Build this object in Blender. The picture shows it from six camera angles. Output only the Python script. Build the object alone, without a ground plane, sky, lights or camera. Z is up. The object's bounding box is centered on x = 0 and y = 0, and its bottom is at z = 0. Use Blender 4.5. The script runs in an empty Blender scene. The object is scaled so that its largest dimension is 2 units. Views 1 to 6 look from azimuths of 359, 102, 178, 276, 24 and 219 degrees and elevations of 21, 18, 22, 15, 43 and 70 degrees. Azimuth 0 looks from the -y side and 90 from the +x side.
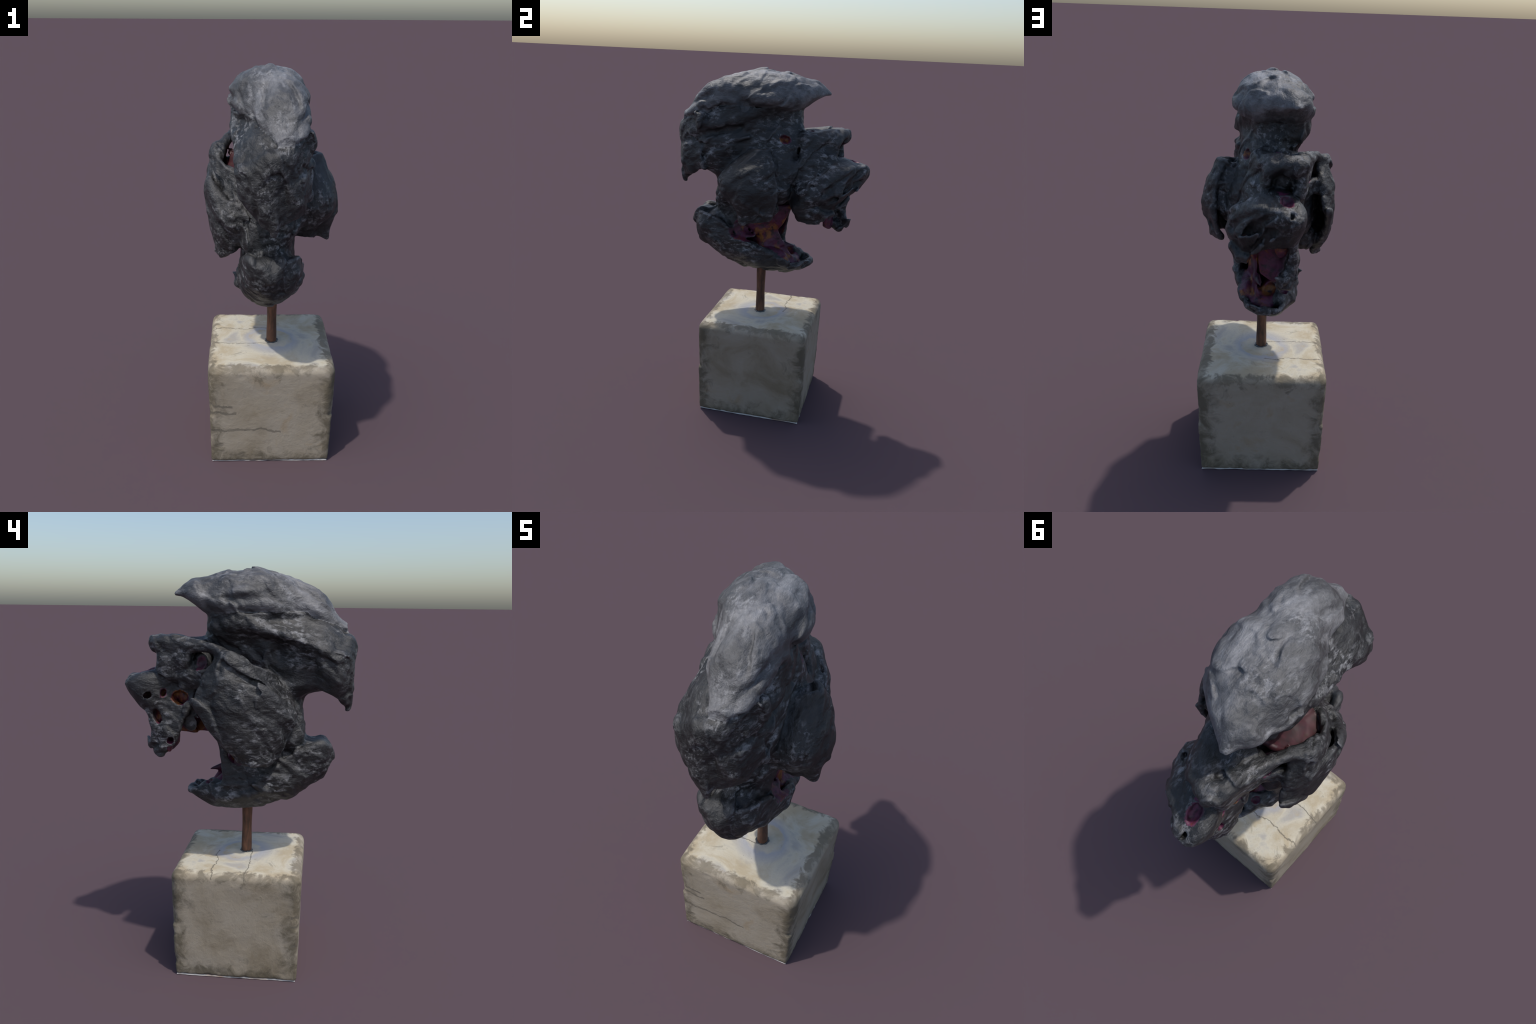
# Dark cast head with a crest, hollow magenta mouth, on a copper rod and a worn stone cube.
# The head is described as a set of solids and bent plates (signed distances) that are
# fused, hollowed, roughened and then skinned once, so that its parts share seamless borders.
import bpy, bmesh, math, random
import numpy as np
from mathutils import Vector

random.seed(7)
H = 0.0049                                   # skinning resolution of the head
LO = np.array([-0.42, -0.62, 0.76])
HI = np.array([0.42, 0.64, 2.06])
N = np.ceil((HI - LO) / H).astype(int)
AX = [LO[i] + H * np.arange(N[i], dtype=np.float32) for i in range(3)]

# ---------------------------------------------------------------- noise
_rng = np.random.default_rng(11)
_perm = _rng.permutation(256).astype(np.int32)
_perm = np.concatenate([_perm, _perm, _perm])
_grad = _rng.normal(size=(256, 3)).astype(np.float32)
_grad /= np.linalg.norm(_grad, axis=1)[:, None]


def noise(p):
    """gradient noise, about -1..1"""
    i = np.floor(p).astype(np.int32)
    f = (p - i).astype(np.float32)
    i &= 255
    u = f * f * f * (f * (f * 6 - 15) + 10)
    out = 0
    for dx in (0, 1):
        wx = u[:, 0] if dx else 1 - u[:, 0]
        for dy in (0, 1):
            wy = u[:, 1] if dy else 1 - u[:, 1]
            for dz in (0, 1):
                wz = u[:, 2] if dz else 1 - u[:, 2]
                h = _perm[_perm[_perm[(i[:, 0] + dx) & 255] + ((i[:, 1] + dy) & 255)] + ((i[:, 2] + dz) & 255)]
                g = _grad[h]
                out = out + wx * wy * wz * (g[:, 0] * (f[:, 0] - dx) + g[:, 1] * (f[:, 1] - dy) + g[:, 2] * (f[:, 2] - dz))
    return out * 1.6


def fbm(p, octaves=3, gain=0.5):
    s, a, t = 0, 1.0, 0
    for o in range(octaves):
        s = s + a * noise(p * (2.03 ** o) + 17.3 * o)
        t += a
        a *= gain
    return s / t


# ---------------------------------------------------------------- distance field
D = np.full(N, 0.12, np.float32)
LAB = np.zeros(N, np.int8)
LABELS = ["none"]


def lab(name):
    if name not in LABELS:
        LABELS.append(name)
    return LABELS.index(name)


def block(lo, hi):
    a = np.clip(np.floor((np.asarray(lo) - LO) / H).astype(int), 0, N)
    b = np.clip(np.ceil((np.asarray(hi) - LO) / H).astype(int) + 1, 0, N)
    sl = tuple(slice(a[i], b[i]) for i in range(3))
    X, Y, Z = np.meshgrid(*(AX[i][sl[i]] for i in range(3)), indexing="ij", sparse=True)
    return sl, X, Y, Z


def fuse(sl, d, name, k):
    old = D[sl]
    LAB[sl][d < old] = lab(name)
    if k > 0:
        h = np.maximum(k - np.abs(old - d), 0) / k
        D[sl] = np.minimum(old, d) - h * h * k * 0.25
    else:
        D[sl] = np.minimum(old, d)


def carve(sl, d, name, k):
    old = D[sl]
    if name:
        LAB[sl][(-d > old)] = lab(name)
    h = np.maximum(k - np.abs(old + d), 0) / k
    D[sl] = np.maximum(old, -d) + h * h * k * 0.25


def ellipsoid_d(c, r, rot, X, Y, Z):
    R = np.array(__import__("mathutils").Euler([math.radians(a) for a in rot]).to_matrix()).T
    x, y, z = X - c[0], Y - c[1], Z - c[2]
    q = [R[i, 0] * x + R[i, 1] * y + R[i, 2] * z for i in range(3)]
    k0 = np.sqrt(sum((q[i] / r[i]) ** 2 for i in range(3)))
    k1 = np.sqrt(sum((q[i] / r[i] ** 2) ** 2 for i in range(3))) + 1e-6
    return k0 * (k0 - 1) / k1


def blob(name, c, r, rot=(0, 0, 0), k=0.02, cut=False):
    m = max(r) + k + 3 * H
    sl, X, Y, Z = block(np.array(c) - m, np.array(c) + m)
    d = ellipsoid_d(c, r, rot, X, Y, Z)
    if cut:                                                # torn, not drilled
        shape = d.shape
        P = np.stack([np.broadcast_to(q, shape).ravel() for q in (X, Y, Z)], 1)
        d = d + (min(r) * .30 * fbm(P * (.55 / min(r)), 2).reshape(shape)).astype(np.float32)
    (carve if cut else fuse)(sl, d, name, k)


def rope(name, pts, radii, k=0.02, cut=False):
    """a chain of tapering rounded segments"""
    pts = np.array(pts, np.float32)
    radii = np.broadcast_to(np.array(radii, np.float32), (len(pts),))
    m = radii.max() + k + 3 * H
    sl, X, Y, Z = block(pts.min(0) - m, pts.max(0) + m)
    d = None
    for a, b, ra, rb in zip(pts[:-1], pts[1:], radii[:-1], radii[1:]):
        ab = b - a
        t = np.clip(((X - a[0]) * ab[0] + (Y - a[1]) * ab[1] + (Z - a[2]) * ab[2]) / (ab @ ab + 1e-9), 0, 1)
        s = np.sqrt((X - a[0] - t * ab[0]) ** 2 + (Y - a[1] - t * ab[1]) ** 2 + (Z - a[2] - t * ab[2]) ** 2) - (ra + t * (rb - ra))
        d = s if d is None else np.minimum(d, s)
    (carve if cut else fuse)(sl, d, name, k)


def spline(rows, n):
    """Catmull-Rom refinement of a list of points (first axis)"""
    p = np.asarray(rows, float)
    p = np.concatenate([2 * p[:1] - p[1:2], p, 2 * p[-1:] - p[-2:-1]])
    out = []
    for i in range(1, len(p) - 2):
        for t in np.linspace(0, 1, n, endpoint=False):
            a, b, c, d = p[i - 1], p[i], p[i + 1], p[i + 2]
            out.append(0.5 * (2 * b + (c - a) * t + (2 * a - 5 * b + 4 * c - d) * t * t + (3 * b - a - 3 * c + d) * t ** 3))
    out.append(p[-2])
    return np.array(out)


def plate(name, rows, rad, k=0.015):
    """a bent plate through rows of points (x, y, z), all rows equally long; rad = half thickness"""
    g = np.asarray(rows, float)
    g = np.concatenate([g, np.broadcast_to(np.asarray(rad, float).reshape(-1, 1, 1), g.shape[:2] + (1,))], 2)
    step = lambda q: max(2, int(np.ceil(np.linalg.norm(np.diff(q[..., :3], axis=0), axis=-1).max() / (H * 1.2))))
    g = spline(g, step(g))
    g = spline(g.transpose(1, 0, 2), step(g.transpose(1, 0, 2)))
    pts = g.reshape(-1, 4)
    m = pts[:, 3].max() + k + 2 * H
    a = pts[:, :3].min(0) - m
    sl, X, Y, Z = block(a, pts[:, :3].max(0) + m)
    shape = np.broadcast_shapes(X.shape, Y.shape, Z.shape)
    d = np.full(shape, 0.12, np.float32)
    o = np.array([X.ravel()[0], Y.ravel()[0], Z.ravel()[0]])
    w = int(np.ceil(m / H))
    for x, y, z, r in pts:
        c = np.round((np.array([x, y, z]) - o) / H).astype(int)
        s = tuple(slice(max(0, c[i] - w), max(0, c[i] + w + 1)) for i in range(3))
        xx, yy, zz = X[s[0]], Y[:, s[1]], Z[:, :, s[2]]
        np.minimum(d[s], np.sqrt((xx - x) ** 2 + (yy - y) ** 2 + (zz - z) ** 2) - r, out=d[s])
    fuse(sl, d, name, k)


def loft(name, axis, stations, k=0.02, soft=0.85, cut=False):
    """solid through cross-sections: (position, centre a, centre b, radii at even angles)"""
    st = [np.array([s[0], s[1], s[2], *s[3]], float) for s in stations]
    st = np.array(st)
    n = st.shape[1] - 3
    a, b = [i for i in range(3) if i != axis]
    fine = spline(st, 10)
    t = fine[:, 0]
    R = np.maximum(fine[:, 3:], 0.004)
    lo, hi = np.zeros(3), np.zeros(3)
    lo[axis], hi[axis] = t.min() - 0.03, t.max() + 0.03
    big = R.max() + 0.04
    lo[a], hi[a] = fine[:, 1].min() - big, fine[:, 1].max() + big
    lo[b], hi[b] = fine[:, 2].min() - big, fine[:, 2].max() + big
    sl, X, Y, Z = block(lo, hi)
    P = [X, Y, Z]
    tt = AX[axis][sl[axis]]
    tc = np.clip(tt, t[0], t[-1])
    sh = [1, 1, 1]
    sh[axis] = -1
    ca = np.interp(tc, t, fine[:, 1]).reshape(sh)
    cb = np.interp(tc, t, fine[:, 2]).reshape(sh)
    # table of radii: (along, angle), fine in angle through a periodic cubic
    M = 96
    ang = np.arange(M) / M * n
    i0 = np.floor(ang).astype(int)
    f = ang - i0
    Rw = np.stack([np.interp(tc, t, R[:, j]) for j in range(n)], 1)
    q = [Rw[:, (i0 + o) % n] for o in (-1, 0, 1, 2)]
    tab = 0.5 * (2 * q[1] + (q[2] - q[0]) * f + (2 * q[0] - 5 * q[1] + 4 * q[2] - q[3]) * f ** 2 + (3 * q[1] - q[0] - 3 * q[2] + q[3]) * f ** 3)
    da, db = P[a] - ca, P[b] - cb
    th = (np.arctan2(db, da) / (2 * math.pi) % 1.0) * M
    j0 = np.floor(th).astype(int) % M
    fr = th - np.floor(th)
    ti = np.arange(len(tt)).reshape(sh)
    r = tab[ti, j0] * (1 - fr) + tab[ti, (j0 + 1) % M] * fr
    d = ((np.sqrt(da ** 2 + db ** 2) - r) * soft).astype(np.float32)
    over = np.maximum(tt - t[-1], t[0] - tt).reshape(sh)
    d = np.maximum(d, over).astype(np.float32)
    (carve if cut else fuse)(sl, d, name, k)


# ---------------------------------------------------------------- the head, part by part
def build_head():
    # cranium: cross-sections across z, radii every 30 degrees from +x over +y
    loft("cranium", 2, [
        (1.06, 0.0, -0.12, (.130, .120, .100, .080, .100, .120, .130, .160, .160, .130, .120, .130)),
        (1.14, 0.0, -0.12, (.13, .13, .12, .10, .12, .13, .14, .15, .19, .17, .15, .14)),
        (1.22, 0.0, -0.12, (.120, .150, .150, .130, .130, .130, .130, .180, .215, .190, .170, .130)),
        (1.30, 0.0, -0.12, (.140, .180, .210, .200, .150, .130, .120, .140, .200, .190, .205, .170)),
        (1.36, 0.0, -0.12, (.150, .210, .260, .250, .170, .130, .120, .140, .180, .185, .195, .180)),
        (1.41, 0.0, -0.12, (.15, .21, .31, .30, .20, .13, .12, .13, .17, .20, .22, .19)),
        (1.46, 0.0, -0.12, (.14, .20, .32, .31, .21, .13, .11, .12, .22, .39, .28, .19)),
        (1.52, 0.0, -0.12, (.145, .185, .285, .300, .210, .130, .130, .135, .240, .410, .300, .195)),
        (1.60, 0.0, -0.12, (.145, .165, .250, .300, .220, .140, .130, .135, .270, .410, .310, .195)),
        (1.67, 0.0, -0.12, (.145, .153, .21, .295, .25, .16, .135, .15, .26, .39, .31, .185)),
        (1.73, 0.0, -0.12, (.150, .155, .175, .275, .285, .215, .150, .140, .180, .310, .270, .190)),
        (1.80, 0.0, -0.12, (.145, .165, .190, .265, .285, .220, .170, .150, .190, .250, .240, .185)),
    ], k=0.02)
    # nape: thick bent plate that runs from the temple round the back
    plate("nape", [
        [(-.15, -.05, 1.775), (-.10, -.20, 1.755), (-.07, -.34, 1.745), (-.03, -.43, 1.725), (.04, -.47, 1.70), (.10, -.425, 1.70), (.148, -.365, 1.728)],
        [(-.175, -.08, 1.735), (-.165, -.22, 1.70), (-.152, -.345, 1.665), (-.145, -.462, 1.605), (-.04, -.515, 1.66), (.055, -.505, 1.68), (.152, -.375, 1.735)],
        [(-.16, -.12, 1.71), (-.152, -.27, 1.67), (-.146, -.37, 1.62), (-.145, -.472, 1.565), (-.04, -.53, 1.57), (.08, -.495, 1.57), (.148, -.375, 1.58)],
        [(-.11, -.14, 1.68), (-.11, -.28, 1.61), (-.112, -.36, 1.55), (-.132, -.465, 1.49), (-.03, -.52, 1.47), (.098, -.482, 1.475), (.162, -.37, 1.51)],
        [(-.09, -.15, 1.65), (-.09, -.28, 1.55), (-.095, -.36, 1.48), (-.10, -.44, 1.43), (-.02, -.51, 1.385), (.088, -.468, 1.415), (.155, -.35, 1.455)],
    ], rad=.018, k=0.015)
    rope("nape", [(0, -.51, 1.43), (-.003, -.522, 1.38), (-.005, -.522, 1.345)], [.02, .013, .007], k=.015)
    rope("nape", [(.14, -.39, 1.735), (.16, -.405, 1.745)], [.015, .008])
    rope("nape", [(.155, -.37, 1.70), (.145, -.26, 1.70), (.13, -.15, 1.72)], [.014, .014, .01], k=.035)
    blob("nape", (.18, -.385, 1.61), (.026, .045, .03), k=.02, cut=True)

    # crest: cross-sections across y, radii every 30 degrees from +x over +z
    loft("crest", 1, [
        (-.500, .045, 1.728, (.035, .03, .022, .02, .022, .025, .035, .03, .025, .025, .025, .03)),
        (-.45, .045, 1.75, (.08, .06, .05, .045, .05, .055, .06, .04, .03, .025, .03, .05)),
        (-.38, .040, 1.78, (.105, .108, .115, .105, .11, .11, .10, .06, .05, .05, .06, .09)),
        (-.27, .030, 1.81, (.122, .13, .14, .136, .125, .125, .12, .08, .07, .07, .07, .10)),
        (-.18, .010, 1.82, (.158, .158, .158, .158, .155, .15, .16, .11, .08, .07, .07, .10)),
        (-.13, .005, 1.825, (.15, .15, .156, .160, .165, .175, .178, .11, .08, .07, .07, .09)),
        (-.06, .000, 1.83, (.175, .168, .163, .161, .175, .19, .198, .12, .08, .06, .06, .075)),
        (.05, -.020, 1.83, (.18, .17, .16, .155, .16, .18, .19, .13, .08, .055, .055, .07)),
        (.14, -.045, 1.84, (.16, .145, .135, .13, .125, .13, .14, .10, .07, .05, .06, .10)),
        (.21, -.08, 1.86, (.11, .10, .09, .088, .085, .085, .09, .06, .03, .02, .03, .05)),
        (.26, -.10, 1.875, (.055, .05, .045, .045, .045, .045, .05, .03, .015, .01, .015, .03)),
        (.305, -.118, 1.876, (.012, .01, .01, .01, .01, .01, .012, .01, .008, .006, .008, .01)),
    ], k=0.012)

    rope("crest", [(.115, -.42, 1.805), (.16, -.30, 1.87), (.175, -.17, 1.855)], [.008, .014, .010], k=.04, cut=True)
    rope("crest", [(.175, -.02, 1.905), (.155, .09, 1.91), (.09, .20, 1.905)], [.008, .013, .008], k=.04, cut=True)
    rope("crest", [(-.05, -.20, 1.99), (-.075, -.29, 1.93), (-.085, -.38, 1.85), (-.06, -.44, 1.77)], [.003, .014, .024, .018], k=.035, cut=True)
    rope("crest", [(-.20, .05, 1.86), (-.20, -.08, 1.865), (-.15, -.22, 1.875), (-.12, -.33, 1.83)], [.008, .014, .016, .012], k=.03, cut=True)
    rope("nape", [(.125, -.475, 1.60), (.175, -.38, 1.625), (.17, -.27, 1.66), (.15, -.15, 1.69)], [.014, .024, .02, .012], k=.025, cut=True)
    rope("nape", [(.15, -.33, 1.575), (.16, -.22, 1.60), (.155, -.10, 1.64)], [.008, .014, .01], k=.03)
    blob("crest", (.18, -.125, 1.81), (.045, .03, .05), (0, 0, 0), k=.02, cut=True)

    # ears: two cups open to the front
    for rows, rad in (
        ([[(-.225, .075, 1.60), (-.268, .03, 1.61), (-.255, -.05, 1.57), (-.19, -.15, 1.53), (-.11, -.17, 1.50)],
          [(-.25, .135, 1.50), (-.288, .05, 1.505), (-.25, -.07, 1.47), (-.18, -.16, 1.46), (-.11, -.21, 1.45)],
          [(-.265, .185, 1.40), (-.295, .07, 1.39), (-.25, -.09, 1.39), (-.18, -.18, 1.38), (-.11, -.23, 1.38)]], .019),
        ([[(-.265, .08, 1.455), (-.292, -.04, 1.482), (-.285, -.12, 1.46), (-.22, -.21, 1.40), (-.15, -.24, 1.38)],
          [(-.28, .165, 1.38), (-.308, .03, 1.36), (-.287, -.10, 1.36), (-.205, -.25, 1.335), (-.12, -.25, 1.33)],
          [(-.28, .10, 1.27), (-.298, .00, 1.25), (-.27, -.14, 1.25), (-.195, -.235, 1.27), (-.11, -.25, 1.27)],
          [(-.235, -.015, 1.135), (-.255, -.07, 1.125), (-.24, -.14, 1.125), (-.185, -.195, 1.155), (-.10, -.19, 1.20)]], .017),
        ([[(.205, .03, 1.575), (.235, -.02, 1.57), (.19, -.06, 1.57), (.11, -.12, 1.55)],
          [(.245, .06, 1.49), (.290, -.04, 1.47), (.235, -.18, 1.46), (.11, -.20, 1.46)],
          [(.255, .085, 1.38), (.312, -.06, 1.36), (.252, -.218, 1.37), (.11, -.23, 1.37)],
          [(.245, .075, 1.28), (.284, -.08, 1.26), (.215, -.135, 1.26), (.11, -.18, 1.28)],
          [(.225, .045, 1.215), (.272, -.08, 1.19), (.215, -.11, 1.20), (.10, -.11, 1.22)]], .018)):
        plate("ear", rows, rad, k=.02)
    rope("ear", [(-.292, -.04, 1.485), (-.28, -.12, 1.465), (-.225, -.20, 1.41)], [.012, .014, .012], k=.012)
    rope("ear", [(-.305, -.03, 1.525), (-.288, -.09, 1.52), (-.26, -.16, 1.48)], [.008, .016, .016], k=.015, cut=True)
    rope("ear", [(.27, .02, 1.24), (.318, -.07, 1.31)], [.012, .006])
    blob("ear", (.19, .0, 1.40), (.07, .11, .13))
    blob("ear", (.14, .08, 1.36), (.06, .07, .08))
    blob("ear", (-.19, -.08, 1.35), (.07, .12, .14))
    blob("ear", (.165, .0, 1.515), (.075, .065, .06))
    blob("ear", (-.195, .0, 1.455), (.045, .07, .07))

    # upper jaw and cheek: cross-sections across z
    loft("upper_jaw", 2, [
        (1.185, .02, .25, (.125, .12, .11, .08, .06, .10, .11, .10, .08, .06, .08, .12)),
        (1.27, .02, .25, (.15, .145, .15, .13, .15, .14, .125, .12, .10, .10, .12, .15)),
        (1.34, .02, .25, (.168, .18, .195, .205, .26, .16, .125, .12, .12, .14, .14, .15)),
        (1.43, .02, .25, (.13, .15, .185, .26, .315, .165, .12, .12, .12, .14, .13, .13)),
        (1.49, .02, .25, (.075, .095, .138, .25, .318, .15, .105, .11, .12, .13, .11, .10)),
        (1.525, .02, .25, (.05, .055, .075, .14, .23, .12, .10, .11, .10, .10, .09, .07)),
        (1.55, .02, .25, (.05, .06, .08, .10, .10, .10, .10, .10, .10, .10, .08, .06)),
    ], k=.02)
    plate("upper_jaw", [                                   # the pierced side wall and its beak
        [(-.105, .22, 1.46), (-.10, .33, 1.46), (-.09, .48, 1.46)],
        [(-.12, .24, 1.37), (-.115, .33, 1.37), (-.105, .46, 1.37)],
        [(-.125, .28, 1.29), (-.122, .34, 1.28), (-.112, .42, 1.26)],
        [(-.122, .32, 1.20), (-.122, .36, 1.19), (-.11, .42, 1.17)],
        [(-.115, .35, 1.14), (-.11, .38, 1.11), (-.10, .41, 1.10)],
    ], .016)
    rope("upper_jaw", [(.145, .30, 1.26), (.125, .35, 1.235), (.09, .38, 1.235)], [.028, .025, .018])
    # folds that sweep from the cheek up to the snout tip
    for o in (0, 1, 2):
        rope("upper_jaw", [(.15 - .045 * o, .345 + .035 * o, 1.335 - .03 * o), (.075 - .05 * o, .43 + .03 * o, 1.425 - .03 * o), (-.01 - .05 * o, .515, 1.495 - .02 * o)], [.008, .014, .010], k=.02)

    # nose and brow
    rope("nose", [(-.105, .385, 1.65), (-.14, .335, 1.66), (-.17, .22, 1.65), (-.20, .12, 1.635), (-.23, .03, 1.605), (-.245, -.04, 1.58)], [.043, .042, .03, .026, .022, .018])
    rope("nose", [(-.09, .37, 1.65), (-.01, .30, 1.645), (.04, .20, 1.63)], [.045, .045, .04], k=.03)
    plate("nose", [
        [(-.13, .38, 1.655), (-.06, .35, 1.655), (.01, .30, 1.655)],
        [(-.15, .28, 1.65), (-.06, .25, 1.65), (.03, .20, 1.65)],
        [(-.17, .20, 1.64), (-.08, .17, 1.64), (.04, .14, 1.64)],
    ], .022)
    plate("nose", [                                        # side of the nose, sloping down to the cheek
        [(-.02, .36, 1.65), (.008, .285, 1.65), (.04, .20, 1.65)],
        [(.01, .345, 1.58), (.038, .275, 1.58), (.075, .20, 1.58)],
        [(.035, .33, 1.51), (.085, .265, 1.51), (.105, .19, 1.50)],
    ], .02, k=.03)
    plate("nose", [
        [(-.15, .38, 1.66), (-.16, .30, 1.66), (-.18, .23, 1.65)],
        [(-.135, .365, 1.57), (-.145, .30, 1.57), (-.165, .24, 1.57)],
        [(-.11, .385, 1.48), (-.115, .31, 1.48), (-.13, .23, 1.48)],
    ], .02)
    plate("nose", [
        [(-.165, .22, 1.53), (-.20, .14, 1.53), (-.245, .10, 1.52)],
        [(-.14, .26, 1.46), (-.15, .18, 1.46), (-.2, .15, 1.44)],
    ], .016)

    blob("nose", (-.12, .17, 1.55), (.06, .05, .07))
    # deep folds between ear, cheek, nose and snout
    rope("upper_jaw", [(.10, .265, 1.625), (.135, .225, 1.54), (.17, .18, 1.44), (.20, .145, 1.36)], [.010, .02, .026, .018], k=.02, cut=True)
    rope("upper_jaw", [(.04, .385, 1.54), (.11, .315, 1.475), (.165, .265, 1.40)], [.010, .014, .010], k=.02, cut=True)
    for pts in ([(-.095, .53, 1.475), (.0, .475, 1.39), (.06, .415, 1.30)],
                [(-.045, .54, 1.50), (.06, .46, 1.41), (.13, .375, 1.31)],
                [(.02, .515, 1.51), (.105, .42, 1.43), (.165, .34, 1.36)]):
        rope("upper_jaw", pts, [.006, .010, .008], k=.03, cut=True)

    rope("upper_jaw", [(-.065, .525, 1.485), (-.05, .525, 1.435)], [.022, .018], k=.02)

    # lower jaw: a boat, rows from back to front, each from the +x rim under the keel to the -x rim
    plate("lower_jaw", [
        [(.04, -.42, 1.16), (.02, -.43, 1.14), (.0, -.44, 1.12), (-.03, -.435, 1.14), (-.05, -.43, 1.16)],
        [(.10, -.37, 1.17), (.10, -.38, 1.09), (.0, -.398, 1.01), (-.09, -.38, 1.06), (-.10, -.38, 1.17)],
        [(.128, -.25, 1.13), (.125, -.25, 1.01), (.0, -.26, .915), (-.11, -.25, .97), (-.13, -.25, 1.12)],
        [(.15, -.10, 1.04), (.13, -.10, .94), (.0, -.10, .857), (-.12, -.10, .905), (-.145, -.10, .995)],
        [(.125, .05, .972), (.095, .05, .905), (-.03, .05, .846), (-.118, .05, .885), (-.132, .05, .968)],
        [(.09, .17, .908), (.068, .17, .892), (-.045, .17, .866), (-.095, .165, .90), (-.102, .15, .928)],
        [(.07, .245, .938), (.015, .255, .918), (-.035, .258, .908), (-.065, .25, .912), (-.085, .225, .93)],
    ], [.02, .02, .02, .02, .02, .017, .013])
    blob("lower_jaw", (-.005, -.285, 1.075), (.125, .155, .118), k=.03)
    rope("lower_jaw", [(.03, -.40, 1.155), (-.04, -.40, 1.155)], .03, k=.03)
    rope("lower_jaw", [(.02, .25, .925), (-.05, .26, .912)], [.014, .012])
    rope("lower_jaw", [(-.13, .10, .91), (-.15, -.02, .925), (-.16, -.14, .955)], [.015, .022, .018], k=.03)
    rope("lower_jaw", [(-.15, -.10, .97), (-.182, -.075, .985)], [.02, .007])
    # side wall that closes the mouth on the far side
    plate("lower_jaw", [
        [(-.13, -.2, 1.30), (-.13, 0, 1.30), (-.13, .12, 1.29)],
        [(-.13, -.2, 1.15), (-.13, -.05, 1.15), (-.13, .075, 1.15)],
        [(-.13, -.2, .99), (-.13, -.05, .97), (-.13, .055, .98)],
    ], .022)
    # cleft between ear and jaw, and behind the jaw's side
    rope("lower_jaw", [(-.20, -.01, 1.06), (-.20, -.08, 1.052), (-.195, -.17, 1.07), (-.17, -.24, 1.12)], [.022, .036, .03, .016], k=.012, cut=True)

    # hollow behind and under the right ear
    rope("cranium", [(.185, -.245, 1.25), (.18, -.20, 1.185), (.17, -.13, 1.155)], [.02, .03, .03], k=.02, cut=True)

    # hollows
    blob("mouth_lining", (-.01, -.01, 1.10), (.115, .17, .15), k=.012, cut=True)
    loft("mouth_lining", 2, [
        (1.08, .01, .14, (.15, .22, .40, .50, .40, .2, .115, .11, .12, .14, .14, .13)),
        (1.18, .01, .17, (.10, .11, .14, .50, .25, .15, .115, .11, .12, .14, .14, .13)),
        (1.27, .01, .20, (.125, .135, .16, .20, .17, .12, .11, .11, .12, .16, .14, .13)),
        (1.33, .01, .24, (.12, .12, .13, .14, .14, .12, .10, .10, .12, .16, .12, .12)),
        (1.42, .01, .24, (.08, .08, .09, .11, .09, .08, .07, .07, .10, .12, .10, .08)),
    ], k=.01, cut=True)
    blob("mouth_lining", (0.185, -.05, 1.125), (.11, .16, .085), k=.012, cut=True)
    rope("upper_jaw", [(-.112, .33, 1.30), (-.112, .37, 1.20), (-.10, .395, 1.11)], [.022, .024, .02], k=.01)
    blob("upper_jaw", (-.085, .395, 1.13), (.042, .05, .034), (-25, 0, 0), k=.02)
    blob("mouth_lining", (-.06, .41, 1.30), (.03, .03, .05), k=.01)
    rope("upper_jaw", [(-.105, .415, 1.20), (-.075, .44, 1.155), (-.046, .47, 1.183)], [.024, .024, .011], k=.015)
    plate("mouth_lining", [
        [(.02, .335, 1.15), (-.04, .355, 1.13), (-.105, .35, 1.13)],
        [(.025, .34, 1.24), (-.04, .36, 1.24), (-.11, .34, 1.24)],
        [(.03, .36, 1.33), (-.04, .38, 1.33), (-.11, .36, 1.33)],
    ], .012, k=.01)
    for c, r, rot in (                                     # torn openings
        ((-.06, .40, 1.575), (.06, .032, .04), (0, 0, 20)),
        ((-.185, .17, 1.575), (.028, .032, .034), (30, 0, 0)),
        ((-.12, .445, 1.405), (.05, .030, .022), (-25, 0, 0)),
        ((-.12, .37, 1.415), (.04, .012, .018), (20, 0, 0)),
        ((-.13, .285, 1.395), (.06, .038, .028), (15, 0, 0)),
        ((-.13, .40, 1.30), (.05, .018, .038), (-15, 0, 0)),
        ((-.13, .335, 1.19), (.05, .026, .022), (-35, 0, 0)),
        ((-.08, .455, 1.53), (.022, .045, .028), (0, 0, 15)),
        ((.12, .10, 1.635), (.05, .035, .018), (-15, 0, 0)),
        ((-.04, .21, 1.68), (.03, .02, .03), (0, 0, 0)),
    ):
        blob("mouth_lining", c, r, rot, k=.008, cut=True)
    blob("ear", (-.205, .135, 1.37), (.045, .11, .11), k=.015, cut=True)
    blob("cranium", (-.165, .105, 1.38), (.05, .06, .12))
    rope("ear", [(-.238, -.01, 1.13), (-.258, -.075, 1.115), (-.24, -.145, 1.118), (-.19, -.20, 1.15)], [.012, .018, .018, .012], k=.012)
    blob("ear", (-.17, .045, 1.22), (.06, .05, .07))
    blob("ear", (.155, .02, 1.25), (.045, .06, .045))
    blob("nose", (-.065, .27, 1.58), (.075, .085, .065))
    blob("ear", (.215, .125, 1.42), (.025, .05, .09), k=.015, cut=True)

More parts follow.
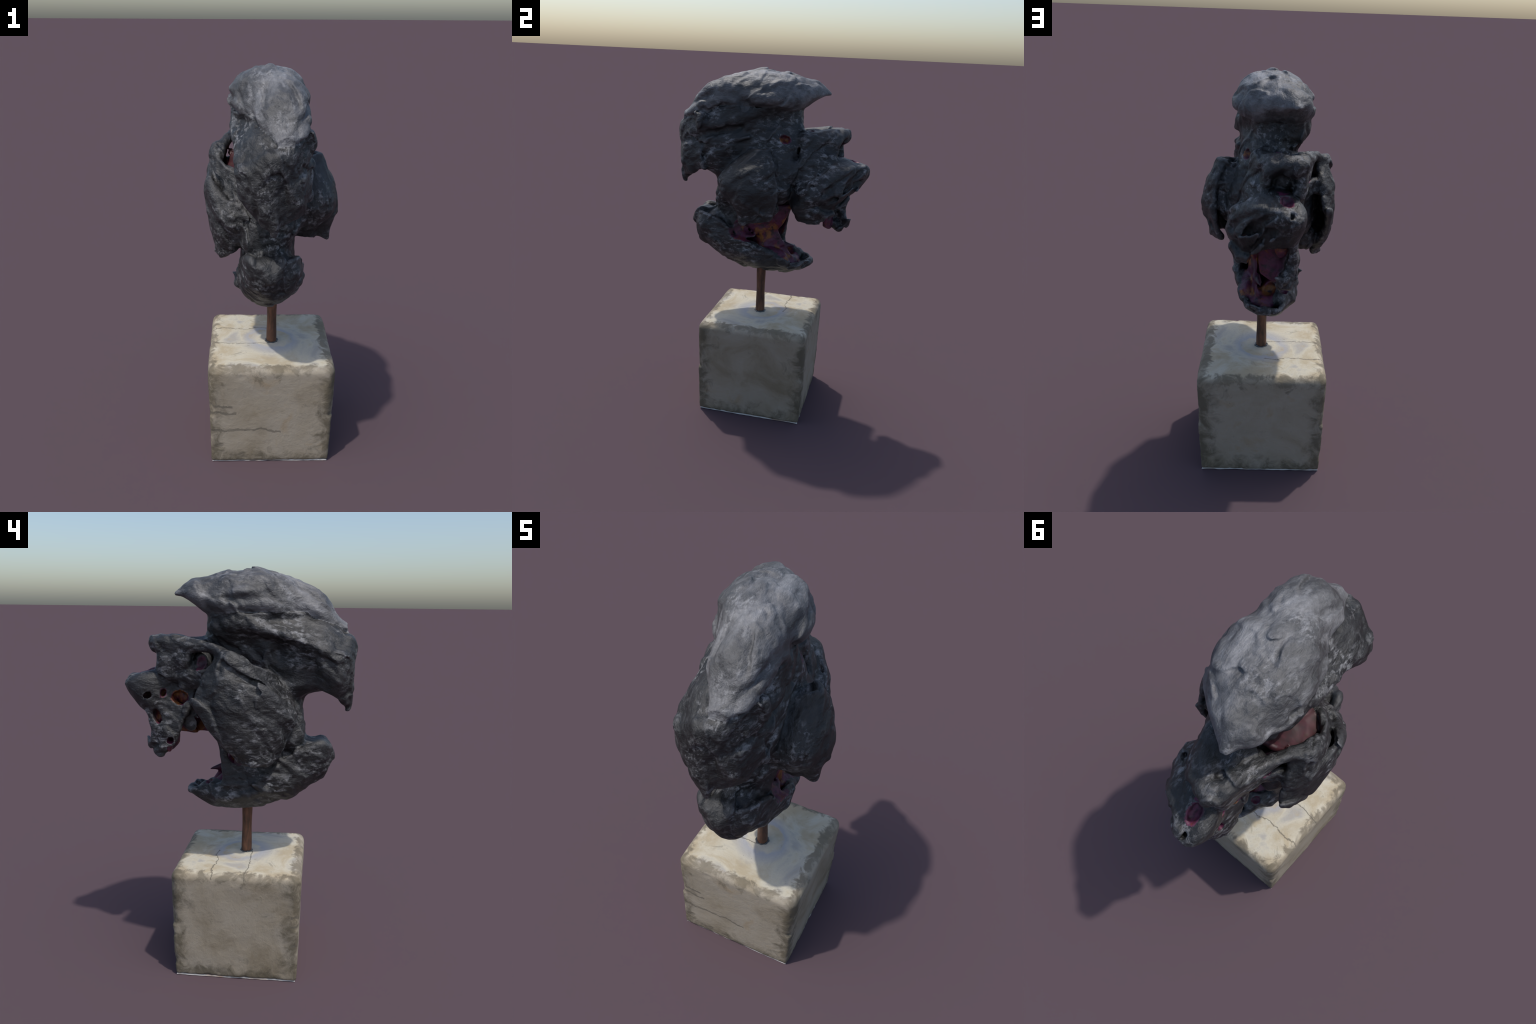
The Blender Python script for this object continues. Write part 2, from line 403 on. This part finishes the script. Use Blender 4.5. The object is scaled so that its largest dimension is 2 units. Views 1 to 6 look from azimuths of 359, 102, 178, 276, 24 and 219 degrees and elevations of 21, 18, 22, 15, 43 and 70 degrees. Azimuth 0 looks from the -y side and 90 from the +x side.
    # pigmented inner pieces: panel in the mouth, tongue-like lumps, floor under the crest
    plate("mouth_lining", [
        [(.085, -.12, 1.25), (.085, .02, 1.25), (.06, .13, 1.25)],
        [(.08, -.12, 1.15), (.085, .0, 1.15), (.058, .085, 1.15)],
        [(.075, -.03, 1.08), (.08, .0, 1.08), (.055, .06, 1.10)],
        [(.075, -.03, 1.02), (.08, .0, 1.02), (.052, .10, 1.03)],
        [(.075, -.03, .93), (.07, .0, .92), (.045, .16, .93)],
    ], .012, k=.012)
    rope("mouth_lining", [(.05, .10, 1.02), (.035, .14, 1.01), (.025, .17, 1.007)], [.018, .012, .005], k=.02)
    blob("lower_jaw", (-.08, .12, .935), (.045, .085, .045), k=.02)
    blob("mouth_lining", (-.09, .155, .98), (.022, .025, .02), k=.006, cut=True)
    blob("mouth_lining", (-.02, -.04, 1.11), (.11, .075, .15), k=.02)
    blob("mouth_lining", (-.05, .285, 1.395), (.04, .04, .045), k=.01)
    blob("mouth_lining", (.09, .03, .95), (.04, .12, .06), k=.03)
    blob("mouth_lining", (-.04, .06, .95), (.06, .08, .06), k=.03)
    blob("mouth_lining", (.01, .12, .92), (.075, .075, .04), k=.03)
    blob("mouth_lining", (-.02, .13, .975), (.032, .04, .03), k=.015, cut=True)
    plate("inner_lining", [
        [(-.09, -.14, 1.525), (-.15, -.13, 1.51), (-.20, -.10, 1.50)],
        [(-.09, -.02, 1.565), (-.16, -.01, 1.55), (-.215, .0, 1.535)],
        [(-.09, .11, 1.625), (-.15, .10, 1.615), (-.20, .07, 1.59)],
    ], .012, k=.01)


def facets(p, size, seed, crisp=16.0):
    """broken planes: every cell of a random mosaic tilts its own way; returns about -1..1"""
    q = p / size
    base = np.floor(q).astype(np.int32)
    f = (q - base).astype(np.float32)
    total = np.zeros(len(p), np.float32)
    weight = np.full(len(p), 1e-9, np.float32)
    for dx in (-1, 0, 1):
        for dy in (-1, 0, 1):
            for dz in (-1, 0, 1):
                h = _perm[_perm[_perm[(base[:, 0] + dx + seed) & 255] + ((base[:, 1] + dy) & 255)] + ((base[:, 2] + dz) & 255)]
                r = f - (.38 * _grad[h] + np.array([dx + .5, dy + .5, dz + .5], np.float32))
                d = np.einsum("ij,ij->i", r, r)
                ok = np.nonzero(d < 1.3)[0]
                g = _grad[(h[ok] + 91) & 255]
                w = np.exp(-crisp * d[ok])
                total[ok] += w * np.clip(np.einsum("ij,ij->i", r[ok], g) * 1.1 + .35 * g[:, 0], -.8, .8)
                weight[ok] += w
    return total / weight


def roughen():
    """broken planes, long folds and flaked ridges over the whole surface"""
    near = np.nonzero(np.abs(D) < 0.024)
    p = np.stack([AX[i][near[i]] for i in range(3)], 1).astype(np.float32)
    flow = np.array([-.25, .72, .60], np.float32)
    flow /= np.linalg.norm(flow)
    along = (p @ flow)[:, None] * flow
    warp = np.stack([noise(p * 9 + 3), noise(p * 9 + 41), noise(p * 9 + 77)], 1) * .018
    warp2 = np.stack([noise(p * 26 + 3), noise(p * 26 + 41), noise(p * 26 + 77)], 1) * .007
    st = (p - along * .6) + warp                            # stretched along the flow
    fold = np.abs(noise(st * 10 + 9))
    ridge = np.abs(noise((p - along * .8 + warp) * 24 + 61))
    plane = facets(st + warp2, .105, 3, 22.0)
    flake = facets(st + warp2, .042, 57, 22.0)
    big = noise(p * 10 + 1)
    pitted = np.clip(.55 + 1.3 * noise(p * 7 + 33), .1, 1.3)   # rough only in places
    mid = fbm(p * 40 + 5, 2)
    amount = np.where(LAB[near] == lab("mouth_lining"), .6, 1.0)
    rough = -0.003 * big - 0.013 * (fold - .25) - 0.005 * (ridge - .25) + 0.0125 * plane + 0.0036 * flake * pitted - 0.001 * mid * pitted
    D[near] += amount * np.clip(rough, -.017, .017)


def skin():
    """surface nets over the distance field"""
    S = D < 0
    idx = np.full(tuple(N - 1), -1, np.int32)
    c = [S[dx:N[0] - 1 + dx, dy:N[1] - 1 + dy, dz:N[2] - 1 + dz] for dx in (0, 1) for dy in (0, 1) for dz in (0, 1)]
    cnt = sum(q.astype(np.int8) for q in c)
    cell = np.nonzero((cnt > 0) & (cnt < 8))
    idx[cell] = np.arange(len(cell[0]))
    ci = np.stack(cell, 1)
    acc = np.zeros((len(ci), 3))
    num = np.zeros(len(ci))
    val = lambda o: D[ci[:, 0] + o[0], ci[:, 1] + o[1], ci[:, 2] + o[2]]
    corners = [(x, y, z) for x in (0, 1) for y in (0, 1) for z in (0, 1)]
    for a in corners:
        for ax in range(3):
            if a[ax] == 0:
                b = list(a)
                b[ax] = 1
                va, vb = val(a), val(b)
                m = (va < 0) != (vb < 0)
                t = va / (va - vb + (va == vb))
                p = np.array(a, float) + np.zeros((len(ci), 3))
                p[:, ax] += t
                acc[m] += p[m]
                num[m] += 1
    V = LO + H * (ci + acc / num[:, None])
    quads = []
    for ax in range(3):
        u, v = (ax + 1) % 3, (ax + 2) % 3
        sl0 = [slice(1, N[i] - 1) for i in range(3)]
        sl1 = list(sl0)
        sl0[ax] = slice(0, N[ax] - 1)
        sl1[ax] = slice(1, N[ax])
        s0, s1 = S[tuple(sl0)], S[tuple(sl1)]
        for flip, m in ((False, s0 & ~s1), (True, ~s0 & s1)):
            e = np.stack(np.nonzero(m), 1)
            for i in range(3):
                e[:, i] += 0 if i == ax else 1
            q = []
            for du, dv in ((-1, -1), (0, -1), (0, 0), (-1, 0)):
                f = e.copy()
                f[:, u] += du
                f[:, v] += dv
                q.append(idx[f[:, 0], f[:, 1], f[:, 2]])
            q = np.stack(q, 1)
            quads.append(q[:, ::-1] if flip else q)
    return V, np.concatenate(quads)


def keep_largest(V, Q):
    """drop crumbs: keep the piece with most vertices"""
    comp = np.arange(len(V))
    e = np.concatenate([Q[:, [i, (i + 1) % 4]] for i in range(4)])
    while True:
        m = np.minimum(comp[e[:, 0]], comp[e[:, 1]])
        new = comp.copy()
        np.minimum.at(new, e[:, 0], m)
        np.minimum.at(new, e[:, 1], m)
        new = new[new]
        if (new == comp).all():
            break
        comp = new
    root = np.bincount(comp).argmax()
    ok = comp == root
    Q = Q[ok[Q[:, 0]]]
    ren = np.cumsum(ok) - 1
    return V[ok], ren[Q]


def relax(V, Q, n=2):
    e = np.concatenate([Q[:, [i, (i + 1) % 4]] for i in range(4)])
    deg = np.bincount(e.ravel(), minlength=len(V))[:, None]
    for _ in range(n):
        s = np.zeros_like(V)
        for i in range(3):
            s[:, i] = np.bincount(e[:, 0], V[e[:, 1], i], len(V)) + np.bincount(e[:, 1], V[e[:, 0], i], len(V))
        V = V + 0.5 * (s / deg - V)
    return V


def normals(V, Q):
    n = np.cross(V[Q[:, 2]] - V[Q[:, 0]], V[Q[:, 3]] - V[Q[:, 1]])
    vn = np.zeros_like(V)
    for i in range(4):
        for j in range(3):
            vn[:, j] += np.bincount(Q[:, i], n[:, j], len(V))
    return vn / (np.linalg.norm(vn, axis=1)[:, None] + 1e-12)


# ---------------------------------------------------------------- materials
def material(name):
    m = bpy.data.materials.new(name)
    m.use_nodes = True
    nt = m.node_tree
    return m, nt, nt.nodes["Principled BSDF"]


def node(nt, kind, **kw):
    n = nt.nodes.new(kind)
    for k, v in kw.items():
        if k in n.inputs.keys():
            n.inputs[k].default_value = v
        else:
            setattr(n, k, v)
    return n


def ramp(nt, fac, stops):
    r = nt.nodes.new("ShaderNodeValToRGB")
    el = r.color_ramp.elements
    while len(el) < len(stops):
        el.new(0.5)
    for e, (p, c) in zip(el, stops):
        e.position = p
        e.color = (*c, 1) if len(c) == 3 else c
    nt.links.new(fac, r.inputs[0])
    return r.outputs[0]


def mix(nt, fac, a, b, mode="MIX"):
    m = nt.nodes.new("ShaderNodeMix")
    m.data_type = "RGBA"
    m.blend_type = mode
    for s, v in ((m.inputs[0], fac), (m.inputs[6], a), (m.inputs[7], b)):
        if hasattr(v, "links"):
            nt.links.new(v, s)
        else:
            s.default_value = v if not isinstance(v, tuple) or len(v) == 4 else (*v, 1)
    return m.outputs[2]


def tex(nt, kind, co, **kw):
    n = node(nt, kind, **kw)
    nt.links.new(co, n.inputs["Vector"])
    return n


def bump(nt, bsdf, height, strength, dist, prev=None):
    b = node(nt, "ShaderNodeBump", Strength=strength, Distance=dist)
    nt.links.new(height, b.inputs["Height"])
    if prev:
        nt.links.new(prev, b.inputs["Normal"])
    nt.links.new(b.outputs[0], bsdf.inputs["Normal"])
    return b.outputs[0]


def mixvec(nt, vec, offset, amount):
    """a vector bent by a noise colour"""
    sc = node(nt, "ShaderNodeVectorMath", operation="SCALE")
    sc.inputs["Scale"].default_value = amount
    nt.links.new(offset, sc.inputs[0])
    ad = node(nt, "ShaderNodeVectorMath", operation="ADD")
    nt.links.new(vec, ad.inputs[0])
    nt.links.new(sc.outputs[0], ad.inputs[1])
    return ad.outputs[0]


def dark_wax(name, gain=1.0):
    """dark graphite casting: near-black base, highlights painted in as silver-grey patches, soft sheen"""
    m, nt, b = material(name)
    co = node(nt, "ShaderNodeTexCoord").outputs["Object"]
    mp = node(nt, "ShaderNodeMapping", Rotation=(0.75, 0.2, 0.3), Scale=(1.0, 0.5, 1.0))
    nt.links.new(co, mp.inputs["Vector"])
    st = mp.outputs[0]
    n1 = tex(nt, "ShaderNodeTexNoise", st, Scale=7.0, Detail=9.0, Roughness=0.68, Distortion=0.15)
    base = ramp(nt, n1.outputs[0], [(q, tuple(gain * v * t for t in (1, 1, 1.03))) for q, v in ((0.34, .013), (0.46, .028), (0.56, .056), (0.70, .115))])
    n2 = tex(nt, "ShaderNodeTexNoise", st, Scale=42.0, Detail=10.0, Roughness=0.74, Distortion=0.25)
    painted_glint = ramp(nt, n2.outputs[0], [(0.50, (0, 0, 0)), (0.65, (1, 1, 1))])
    n4 = tex(nt, "ShaderNodeTexNoise", co, Scale=5.5, Detail=3.0)
    where = ramp(nt, n4.outputs[0], [(0.44, (.04,) * 3), (0.60, (.95,) * 3)])
    col = mix(nt, mix(nt, 1.0, painted_glint, where, "MULTIPLY"), base, (.26, .26, .267))
    geo = node(nt, "ShaderNodeNewGeometry")
    wear = ramp(nt, geo.outputs["Pointiness"], [(0.51, (0, 0, 0)), (0.575, (.55,) * 3)])
    col = mix(nt, wear, col, (.17, .17, .18))
    nt.links.new(col, b.inputs["Base Color"])
    rough = ramp(nt, n2.outputs[0], [(0.3, (.42,) * 3), (0.7, (.56,) * 3)])
    nt.links.new(rough, b.inputs["Roughness"])
    b.inputs["Specular IOR Level"].default_value = 0.62
    n3 = tex(nt, "ShaderNodeTexNoise", st, Scale=26.0, Detail=10.0, Roughness=0.62, Distortion=0.3)
    p = bump(nt, b, n3.outputs[0], 0.75, 0.016)
    v1 = tex(nt, "ShaderNodeTexVoronoi", mixvec(nt, st, n1.outputs["Color"], 0.06), Scale=20.0)
    p = bump(nt, b, v1.outputs["Distance"], 0.35, 0.012, p)
    n6 = tex(nt, "ShaderNodeTexNoise", co, Scale=130.0, Detail=4.0, Roughness=0.6)
    bump(nt, b, n6.outputs[0], 0.35, 0.004, p)
    return m


def flesh():
    """magenta and orange pigment in the hollows"""
    m, nt, b = material("magenta_pigment")
    co = node(nt, "ShaderNodeTexCoord").outputs["Object"]
    n1 = tex(nt, "ShaderNodeTexNoise", co, Scale=8.0, Detail=6.0, Roughness=0.62, Distortion=0.4)
    col = ramp(nt, n1.outputs[0], [(0.32, (.025, .006, .014)), (0.42, (.075, .013, .036)), (0.51, (.11, .020, .055)), (0.55, (.13, .024, .022)), (0.60, (.25, .095, .022)), (0.70, (.17, .06, .02)), (0.78, (.08, .02, .02))])
    n2 = tex(nt, "ShaderNodeTexNoise", co, Scale=32.0, Detail=7.0, Roughness=0.65)
    dark = ramp(nt, n2.outputs[0], [(0.36, (1, 1, 1)), (0.50, (0, 0, 0))])
    col = mix(nt, dark, col, (.028, .012, .018))
    n3 = tex(nt, "ShaderNodeTexNoise", co, Scale=5.0, Detail=4.0)
    soot = ramp(nt, n3.outputs[0], [(0.56, (0, 0, 0)), (0.66, (.9,) * 3)])
    nt.links.new(mix(nt, soot, col, (.02, .02, .022)), b.inputs["Base Color"])
    b.inputs["Roughness"].default_value = 0.45
    bump(nt, b, n2.outputs[0], 0.6, 0.01)
    return m


def maths(nt, op, a, b=0.0, c=None):
    n = node(nt, "ShaderNodeMath", operation=op)
    for i, v in enumerate((a, b) if c is None else (a, b, c)):
        if hasattr(v, "links"):
            nt.links.new(v, n.inputs[i])
        else:
            n.inputs[i].default_value = v
    return n.outputs[0]


def stone():
    """worn pale limestone: ochre and blue-grey stains, grime along the edges, cracks"""
    m, nt, b = material("worn_limestone")
    co = node(nt, "ShaderNodeTexCoord").outputs["Object"]
    sep = node(nt, "ShaderNodeSeparateXYZ")
    nt.links.new(co, sep.inputs[0])
    x, y, z = sep.outputs
    big = tex(nt, "ShaderNodeTexNoise", co, Scale=4.0, Detail=7.0, Roughness=0.6, Distortion=0.5).outputs[0]
    mid = tex(nt, "ShaderNodeTexNoise", co, Scale=13.0, Detail=8.0, Roughness=0.66, Distortion=0.6).outputs[0]
    fine = tex(nt, "ShaderNodeTexNoise", co, Scale=70.0, Detail=6.0, Roughness=0.7).outputs[0]
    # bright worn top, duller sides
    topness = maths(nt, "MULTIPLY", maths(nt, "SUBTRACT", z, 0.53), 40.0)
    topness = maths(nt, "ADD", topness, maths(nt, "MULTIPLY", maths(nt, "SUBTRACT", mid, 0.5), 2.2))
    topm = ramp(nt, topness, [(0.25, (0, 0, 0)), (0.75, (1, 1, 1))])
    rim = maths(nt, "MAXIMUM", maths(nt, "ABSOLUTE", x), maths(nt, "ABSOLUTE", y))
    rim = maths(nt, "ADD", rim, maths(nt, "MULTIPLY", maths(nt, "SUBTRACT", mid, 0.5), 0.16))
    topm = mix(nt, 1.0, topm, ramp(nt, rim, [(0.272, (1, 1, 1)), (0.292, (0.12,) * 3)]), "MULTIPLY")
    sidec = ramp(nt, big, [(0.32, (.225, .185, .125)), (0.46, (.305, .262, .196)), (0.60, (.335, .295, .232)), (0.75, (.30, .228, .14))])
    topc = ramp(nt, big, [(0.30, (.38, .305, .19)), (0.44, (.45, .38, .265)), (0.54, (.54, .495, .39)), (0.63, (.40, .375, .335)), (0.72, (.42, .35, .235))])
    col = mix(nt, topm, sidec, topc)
    # bluish rings round the rod
    dx, dy = maths(nt, "SUBTRACT", x, 0.016), maths(nt, "SUBTRACT", y, -0.025)
    rr = maths(nt, "SQRT", maths(nt, "ADD", maths(nt, "MULTIPLY", dx, dx), maths(nt, "MULTIPLY", dy, dy)))
    rr = maths(nt, "ADD", rr, maths(nt, "MULTIPLY", maths(nt, "SUBTRACT", big, 0.5), 0.30))
    ring = ramp(nt, rr, [(0.09, (0, 0, 0)), (0.115, (.75,) * 3), (0.15, (.3,) * 3), (0.17, (0, 0, 0))])
    col = mix(nt, mix(nt, 1.0, ring, topm, "MULTIPLY"), col, (.36, .37, .41))
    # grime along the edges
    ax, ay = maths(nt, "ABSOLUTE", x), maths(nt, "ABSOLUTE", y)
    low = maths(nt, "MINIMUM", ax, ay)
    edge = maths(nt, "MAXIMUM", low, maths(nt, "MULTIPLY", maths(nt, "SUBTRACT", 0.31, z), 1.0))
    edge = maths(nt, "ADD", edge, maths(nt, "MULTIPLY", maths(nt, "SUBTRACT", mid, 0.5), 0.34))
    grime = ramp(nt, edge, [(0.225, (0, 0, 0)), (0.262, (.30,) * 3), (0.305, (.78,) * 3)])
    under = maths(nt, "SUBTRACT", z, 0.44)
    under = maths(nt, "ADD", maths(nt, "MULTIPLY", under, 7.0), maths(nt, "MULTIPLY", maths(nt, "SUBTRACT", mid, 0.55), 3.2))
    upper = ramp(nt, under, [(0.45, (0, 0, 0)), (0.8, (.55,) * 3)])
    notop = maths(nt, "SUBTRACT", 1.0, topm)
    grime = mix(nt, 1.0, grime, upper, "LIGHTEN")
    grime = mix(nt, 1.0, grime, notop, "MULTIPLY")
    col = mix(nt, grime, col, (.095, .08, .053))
    # blotches and specks
    b2 = tex(nt, "ShaderNodeTexNoise", co, Scale=7.0, Detail=9.0, Roughness=0.72, Distortion=1.2).outputs[0]
    blot = ramp(nt, b2, [(0.60, (0, 0, 0)), (0.70, (.65,) * 3)])
    col = mix(nt, blot, col, (.17, .155, .12))
    speck = ramp(nt, fine, [(0.27, (.8,) * 3), (0.36, (0, 0, 0))])
    col = mix(nt, speck, col, (.16, .15, .13))
    # cracks: thin lines across the top and the front
    wob = maths(nt, "MULTIPLY", maths(nt, "SUBTRACT", big, 0.5), 0.14)
    lines = None
    for at in (-0.05, 0.11):
        d = maths(nt, "ABSOLUTE", maths(nt, "ADD", maths(nt, "SUBTRACT", y, at), wob))
        l = maths(nt, "MULTIPLY", maths(nt, "LESS_THAN", d, 0.003), maths(nt, "GREATER_THAN", z, 0.54))
        l = maths(nt, "MULTIPLY", l, maths(nt, "LESS_THAN", x, 0.0))
        lines = l if lines is None else maths(nt, "MAXIMUM", lines, l)
    for at, end in ((0.205, 0.06), (0.305, -0.17), (0.345, -0.19)):
        d = maths(nt, "ABSOLUTE", maths(nt, "ADD", maths(nt, "SUBTRACT", z, at), wob))
        l = maths(nt, "MULTIPLY", maths(nt, "LESS_THAN", d, 0.006), maths(nt, "LESS_THAN", y, -0.28))
        l = maths(nt, "MULTIPLY", l, maths(nt, "LESS_THAN", x, end))
        lines = maths(nt, "MAXIMUM", lines, l)
    col = mix(nt, maths(nt, "MULTIPLY", lines, 0.7), col, (.13, .115, .09))
    nt.links.new(col, b.inputs["Base Color"])
    b.inputs["Roughness"].default_value = 0.85
    b.inputs["Specular IOR Level"].default_value = 0.25
    hgt = maths(nt, "SUBTRACT", maths(nt, "ADD", maths(nt, "MULTIPLY", fine, 0.5), mid), maths(nt, "MULTIPLY", lines, 0.6))
    bump(nt, b, hgt, 0.45, 0.008)
    return m


def copper():
    m, nt, b = material("oxidised_copper")
    co = node(nt, "ShaderNodeTexCoord").outputs["Object"]
    mp = node(nt, "ShaderNodeMapping", Scale=(1.0, 1.0, 0.25))
    nt.links.new(co, mp.inputs["Vector"])
    n1 = tex(nt, "ShaderNodeTexNoise", mp.outputs[0], Scale=45.0, Detail=6.0, Roughness=0.6)
    col = ramp(nt, n1.outputs[0], [(0.30, (.05, .028, .02)), (0.50, (.13, .06, .035)), (0.70, (.22, .10, .055))])
    nt.links.new(col, b.inputs["Base Color"])
    b.inputs["Roughness"].default_value = 0.5
    b.inputs["Metallic"].default_value = 0.25
    bump(nt, b, n1.outputs[0], 0.4, 0.004)
    return m


# ---------------------------------------------------------------- assembly
root = bpy.data.objects.new("sculpted_head", None)
bpy.context.collection.objects.link(root)
root["label"] = "black crested head with open magenta mouth on stone cube"
root["category"] = "sculpture"


def add(name, verts, faces, mat, vn=None, parent=root):
    me = bpy.data.meshes.new(name)
    verts = np.asarray(verts, np.float32)
    faces = np.asarray(faces, np.int32)
    me.vertices.add(len(verts))
    me.vertices.foreach_set("co", verts.ravel())
    k = faces.shape[1]
    me.loops.add(faces.size)
    me.loops.foreach_set("vertex_index", faces.ravel())
    me.polygons.add(len(faces))
    me.polygons.foreach_set("loop_start", np.arange(len(faces), dtype=np.int32) * k)
    me.update(calc_edges=True)
    me.validate()
    me.shade_smooth()
    if vn is not None:
        me.normals_split_custom_set_from_vertices([tuple(v) for v in vn])
    me.materials.append(mat)
    ob = bpy.data.objects.new(name, me)
    bpy.context.collection.objects.link(ob)
    ob.parent = parent
    return ob


build_head()
roughen()
V, Q = skin()
V, Q = keep_largest(V, Q)
V = relax(V, Q, 1)
VN = normals(V, Q)
cen = V[Q].mean(1)
inside = cen - 0.0 * VN[Q[:, 0]]
ij = np.clip(np.round((inside - LO) / H).astype(int), 0, N - 1)
FL = LAB[ij[:, 0], ij[:, 1], ij[:, 2]].astype(int)
# smooth the part borders: each vertex votes
for _ in range(6):
    votes = np.zeros((len(V), len(LABELS)), np.float32)
    for i in range(4):
        np.add.at(votes, (Q[:, i], FL), 1)
    FL = votes[Q].sum(1).argmax(1)
WAX, SUN_TINTED = dark_wax("dark_graphite_wax", 0.27), dark_wax("sun_lightened_graphite_wax", 2.5)  # WAX darkened for the shaded sides; crest lightened for sun on its top
FLESH, STONE, COPPER = flesh(), stone(), copper()
LINING, nt, pb = material("dull_red_lining")
pb.inputs["Roughness"].default_value = 0.55
nz = tex(nt, "ShaderNodeTexNoise", node(nt, "ShaderNodeTexCoord").outputs["Object"], Scale=14.0, Detail=6.0, Roughness=0.65)
nt.links.new(ramp(nt, nz.outputs[0], [(.35, (.016, .007, .008)), (.5, (.036, .007, .009)), (.62, (.055, .009, .015)), (.72, (.045, .02, .012))]), pb.inputs["Base Color"])


def submesh(sel, name, mat):
    q = Q[sel]
    used, inv = np.unique(q, return_inverse=True)
    return add(name, V[used], inv.reshape(q.shape), mat, VN[used])


for i, name in enumerate(LABELS):
    sel = FL == i
    if not sel.any() or name == "none":
        continue
    mat = FLESH if name == "mouth_lining" else LINING if name == "inner_lining" else SUN_TINTED if name == "crest" else WAX
    if name == "ear":
        for side in (cen[:, 0] > 0, cen[:, 0] <= 0):
            submesh(sel & side, "ear", mat)
    else:
        submesh(sel, name, mat)

# copper rod
rings, seg = 24, 20
rv, rf = [], []
for i in range(rings):
    t = i / (rings - 1)
    z = 0.545 + t * 0.32
    cx, cy = 0.016, -0.025 - 0.004 * t
    r = 0.0262 + 0.0012 * math.sin(t * 9) + (0.002 if t < .06 else 0)
    for j in range(seg):
        a = 2 * math.pi * j / seg
        rv.append((cx + r * math.cos(a), cy + r * math.sin(a), z))
for i in range(rings - 1):
    for j in range(seg):
        rf.append((i * seg + j, i * seg + (j + 1) % seg, (i + 1) * seg + (j + 1) % seg, (i + 1) * seg + j))
add("rod", rv, rf, COPPER)

# dark bead of sealant at the foot of the rod
bv, bf = [], []
for i in range(36):
    a = 2 * math.pi * i / 36
    for j in range(8):
        c = 2 * math.pi * j / 8
        rr = 0.0065 * (1 + .5 * math.sin(3 * a + 1) * math.sin(5 * a))
        rad = 0.0285 + rr * math.cos(c)
        bv.append((0.016 + rad * math.cos(a), -0.025 + rad * math.sin(a), 0.5695 + rr * .8 * math.sin(c)))
        bf.append((i * 8 + j, ((i + 1) % 36) * 8 + j, ((i + 1) % 36) * 8 + (j + 1) % 8, i * 8 + (j + 1) % 8))
SEAL, nt, pb = material("dark_sealant")
pb.inputs["Base Color"].default_value = (.06, .062, .06, 1)
pb.inputs["Roughness"].default_value = 0.4
add("sealant_bead", bv, bf, SEAL)

# stone cube
bm = bmesh.new()
bmesh.ops.create_cube(bm, size=2)
bmesh.ops.subdivide_edges(bm, edges=bm.edges[:], cuts=70, use_grid_fill=True)
bm.verts.ensure_lookup_table()
P = np.array([v.co[:] for v in bm.verts])
F = np.array([[v.index for v in f.verts] for f in bm.faces])
bm.free()
z = (P[:, 2] + 1) / 2
grow = np.clip(z / .85, 0, 1)
fillet = np.where(P[:, 2] > 0, .13, .045)                   # soft upper edges, crisp foot
core = 1 - fillet[:, None]
q = np.clip(P, -core, core)
out = P - q
out /= np.maximum(np.linalg.norm(out, axis=1), 1e-6)[:, None]
side = q + out * fillet[:, None]
left, right = .303 + .012 * grow, .314 + .016 * grow         # slightly crooked block
front, back = .314 + .012 * grow, .300 + .014 * grow
box = np.stack([np.where(side[:, 0] > 0, side[:, 0] * right, side[:, 0] * left),
                np.where(side[:, 1] > 0, side[:, 1] * back, side[:, 1] * front),
                (side[:, 2] + 1) / 2 * .569], 1)
bp = box.astype(np.float32)
edge = np.sort(np.abs(P), axis=1)[:, 1] ** 8                # chips gather along the edges
chip = np.maximum(fbm(bp * 16 + 4, 3) - .12, 0) * edge
box -= out * (.022 * chip)[:, None]
box += out * (.004 * fbm(bp * 5, 2) + .0018 * fbm(bp * 45, 3) * (.4 + edge))[:, None]
box[:, 2] = np.maximum(box[:, 2], 0) * .995 + .003
add("stone_base", box, F, STONE)

# thin pale bed of plaster that shows as a ragged line under the block
fv, ff, steps = [], [], 160
for lvl, zz in enumerate((0.0, 0.007)):
    for i in range(steps):
        a = 2 * math.pi * i / steps
        c, n_ = math.cos(a), math.sin(a)
        m_ = max(abs(c), abs(n_))
        px, py = c / m_ * .304 + .005, n_ / m_ * .302 - .007
        w = .004 * float(noise(np.array([[px * 25, py * 25, 3.3]], np.float32))[0]) - .002 * lvl
        fv.append((px * (1 + w / .3), py * (1 + w / .3), zz))
for i in range(steps):
    j = (i + 1) % steps
    ff.append((i, j, steps + j, steps + i))
for zc, base_i, flip in ((0.0, 0, True), (0.007, steps, False)):
    fv.append((.005, -.007, zc))
    for i in range(steps):
        j = (i + 1) % steps
        q3 = (base_i + j, base_i + i, len(fv) - 1, len(fv) - 1) if flip else (base_i + i, base_i + j, len(fv) - 1, len(fv) - 1)
        ff.append(q3)
PLASTER, nt, pb = material("pale_plaster")
pb.inputs["Roughness"].default_value = 0.9
nz = tex(nt, "ShaderNodeTexNoise", node(nt, "ShaderNodeTexCoord").outputs["Object"], Scale=9.0, Detail=4.0)
nt.links.new(ramp(nt, nz.outputs[0], [(.35, (.35, .25, .19)), (.5, (.55, .52, .48)), (.7, (.6, .58, .55))]), pb.inputs["Base Color"])
bm = bmesh.new()
bvs = [bm.verts.new(v) for v in fv]
for f in ff:
    u = list(dict.fromkeys(f))
    bm.faces.new([bvs[i] for i in u])
me = bpy.data.meshes.new("plaster_bed")
bm.to_mesh(me)
bm.free()
me.materials.append(PLASTER)
ob = bpy.data.objects.new("plaster_bed", me)
bpy.context.collection.objects.link(ob)
ob.parent = root
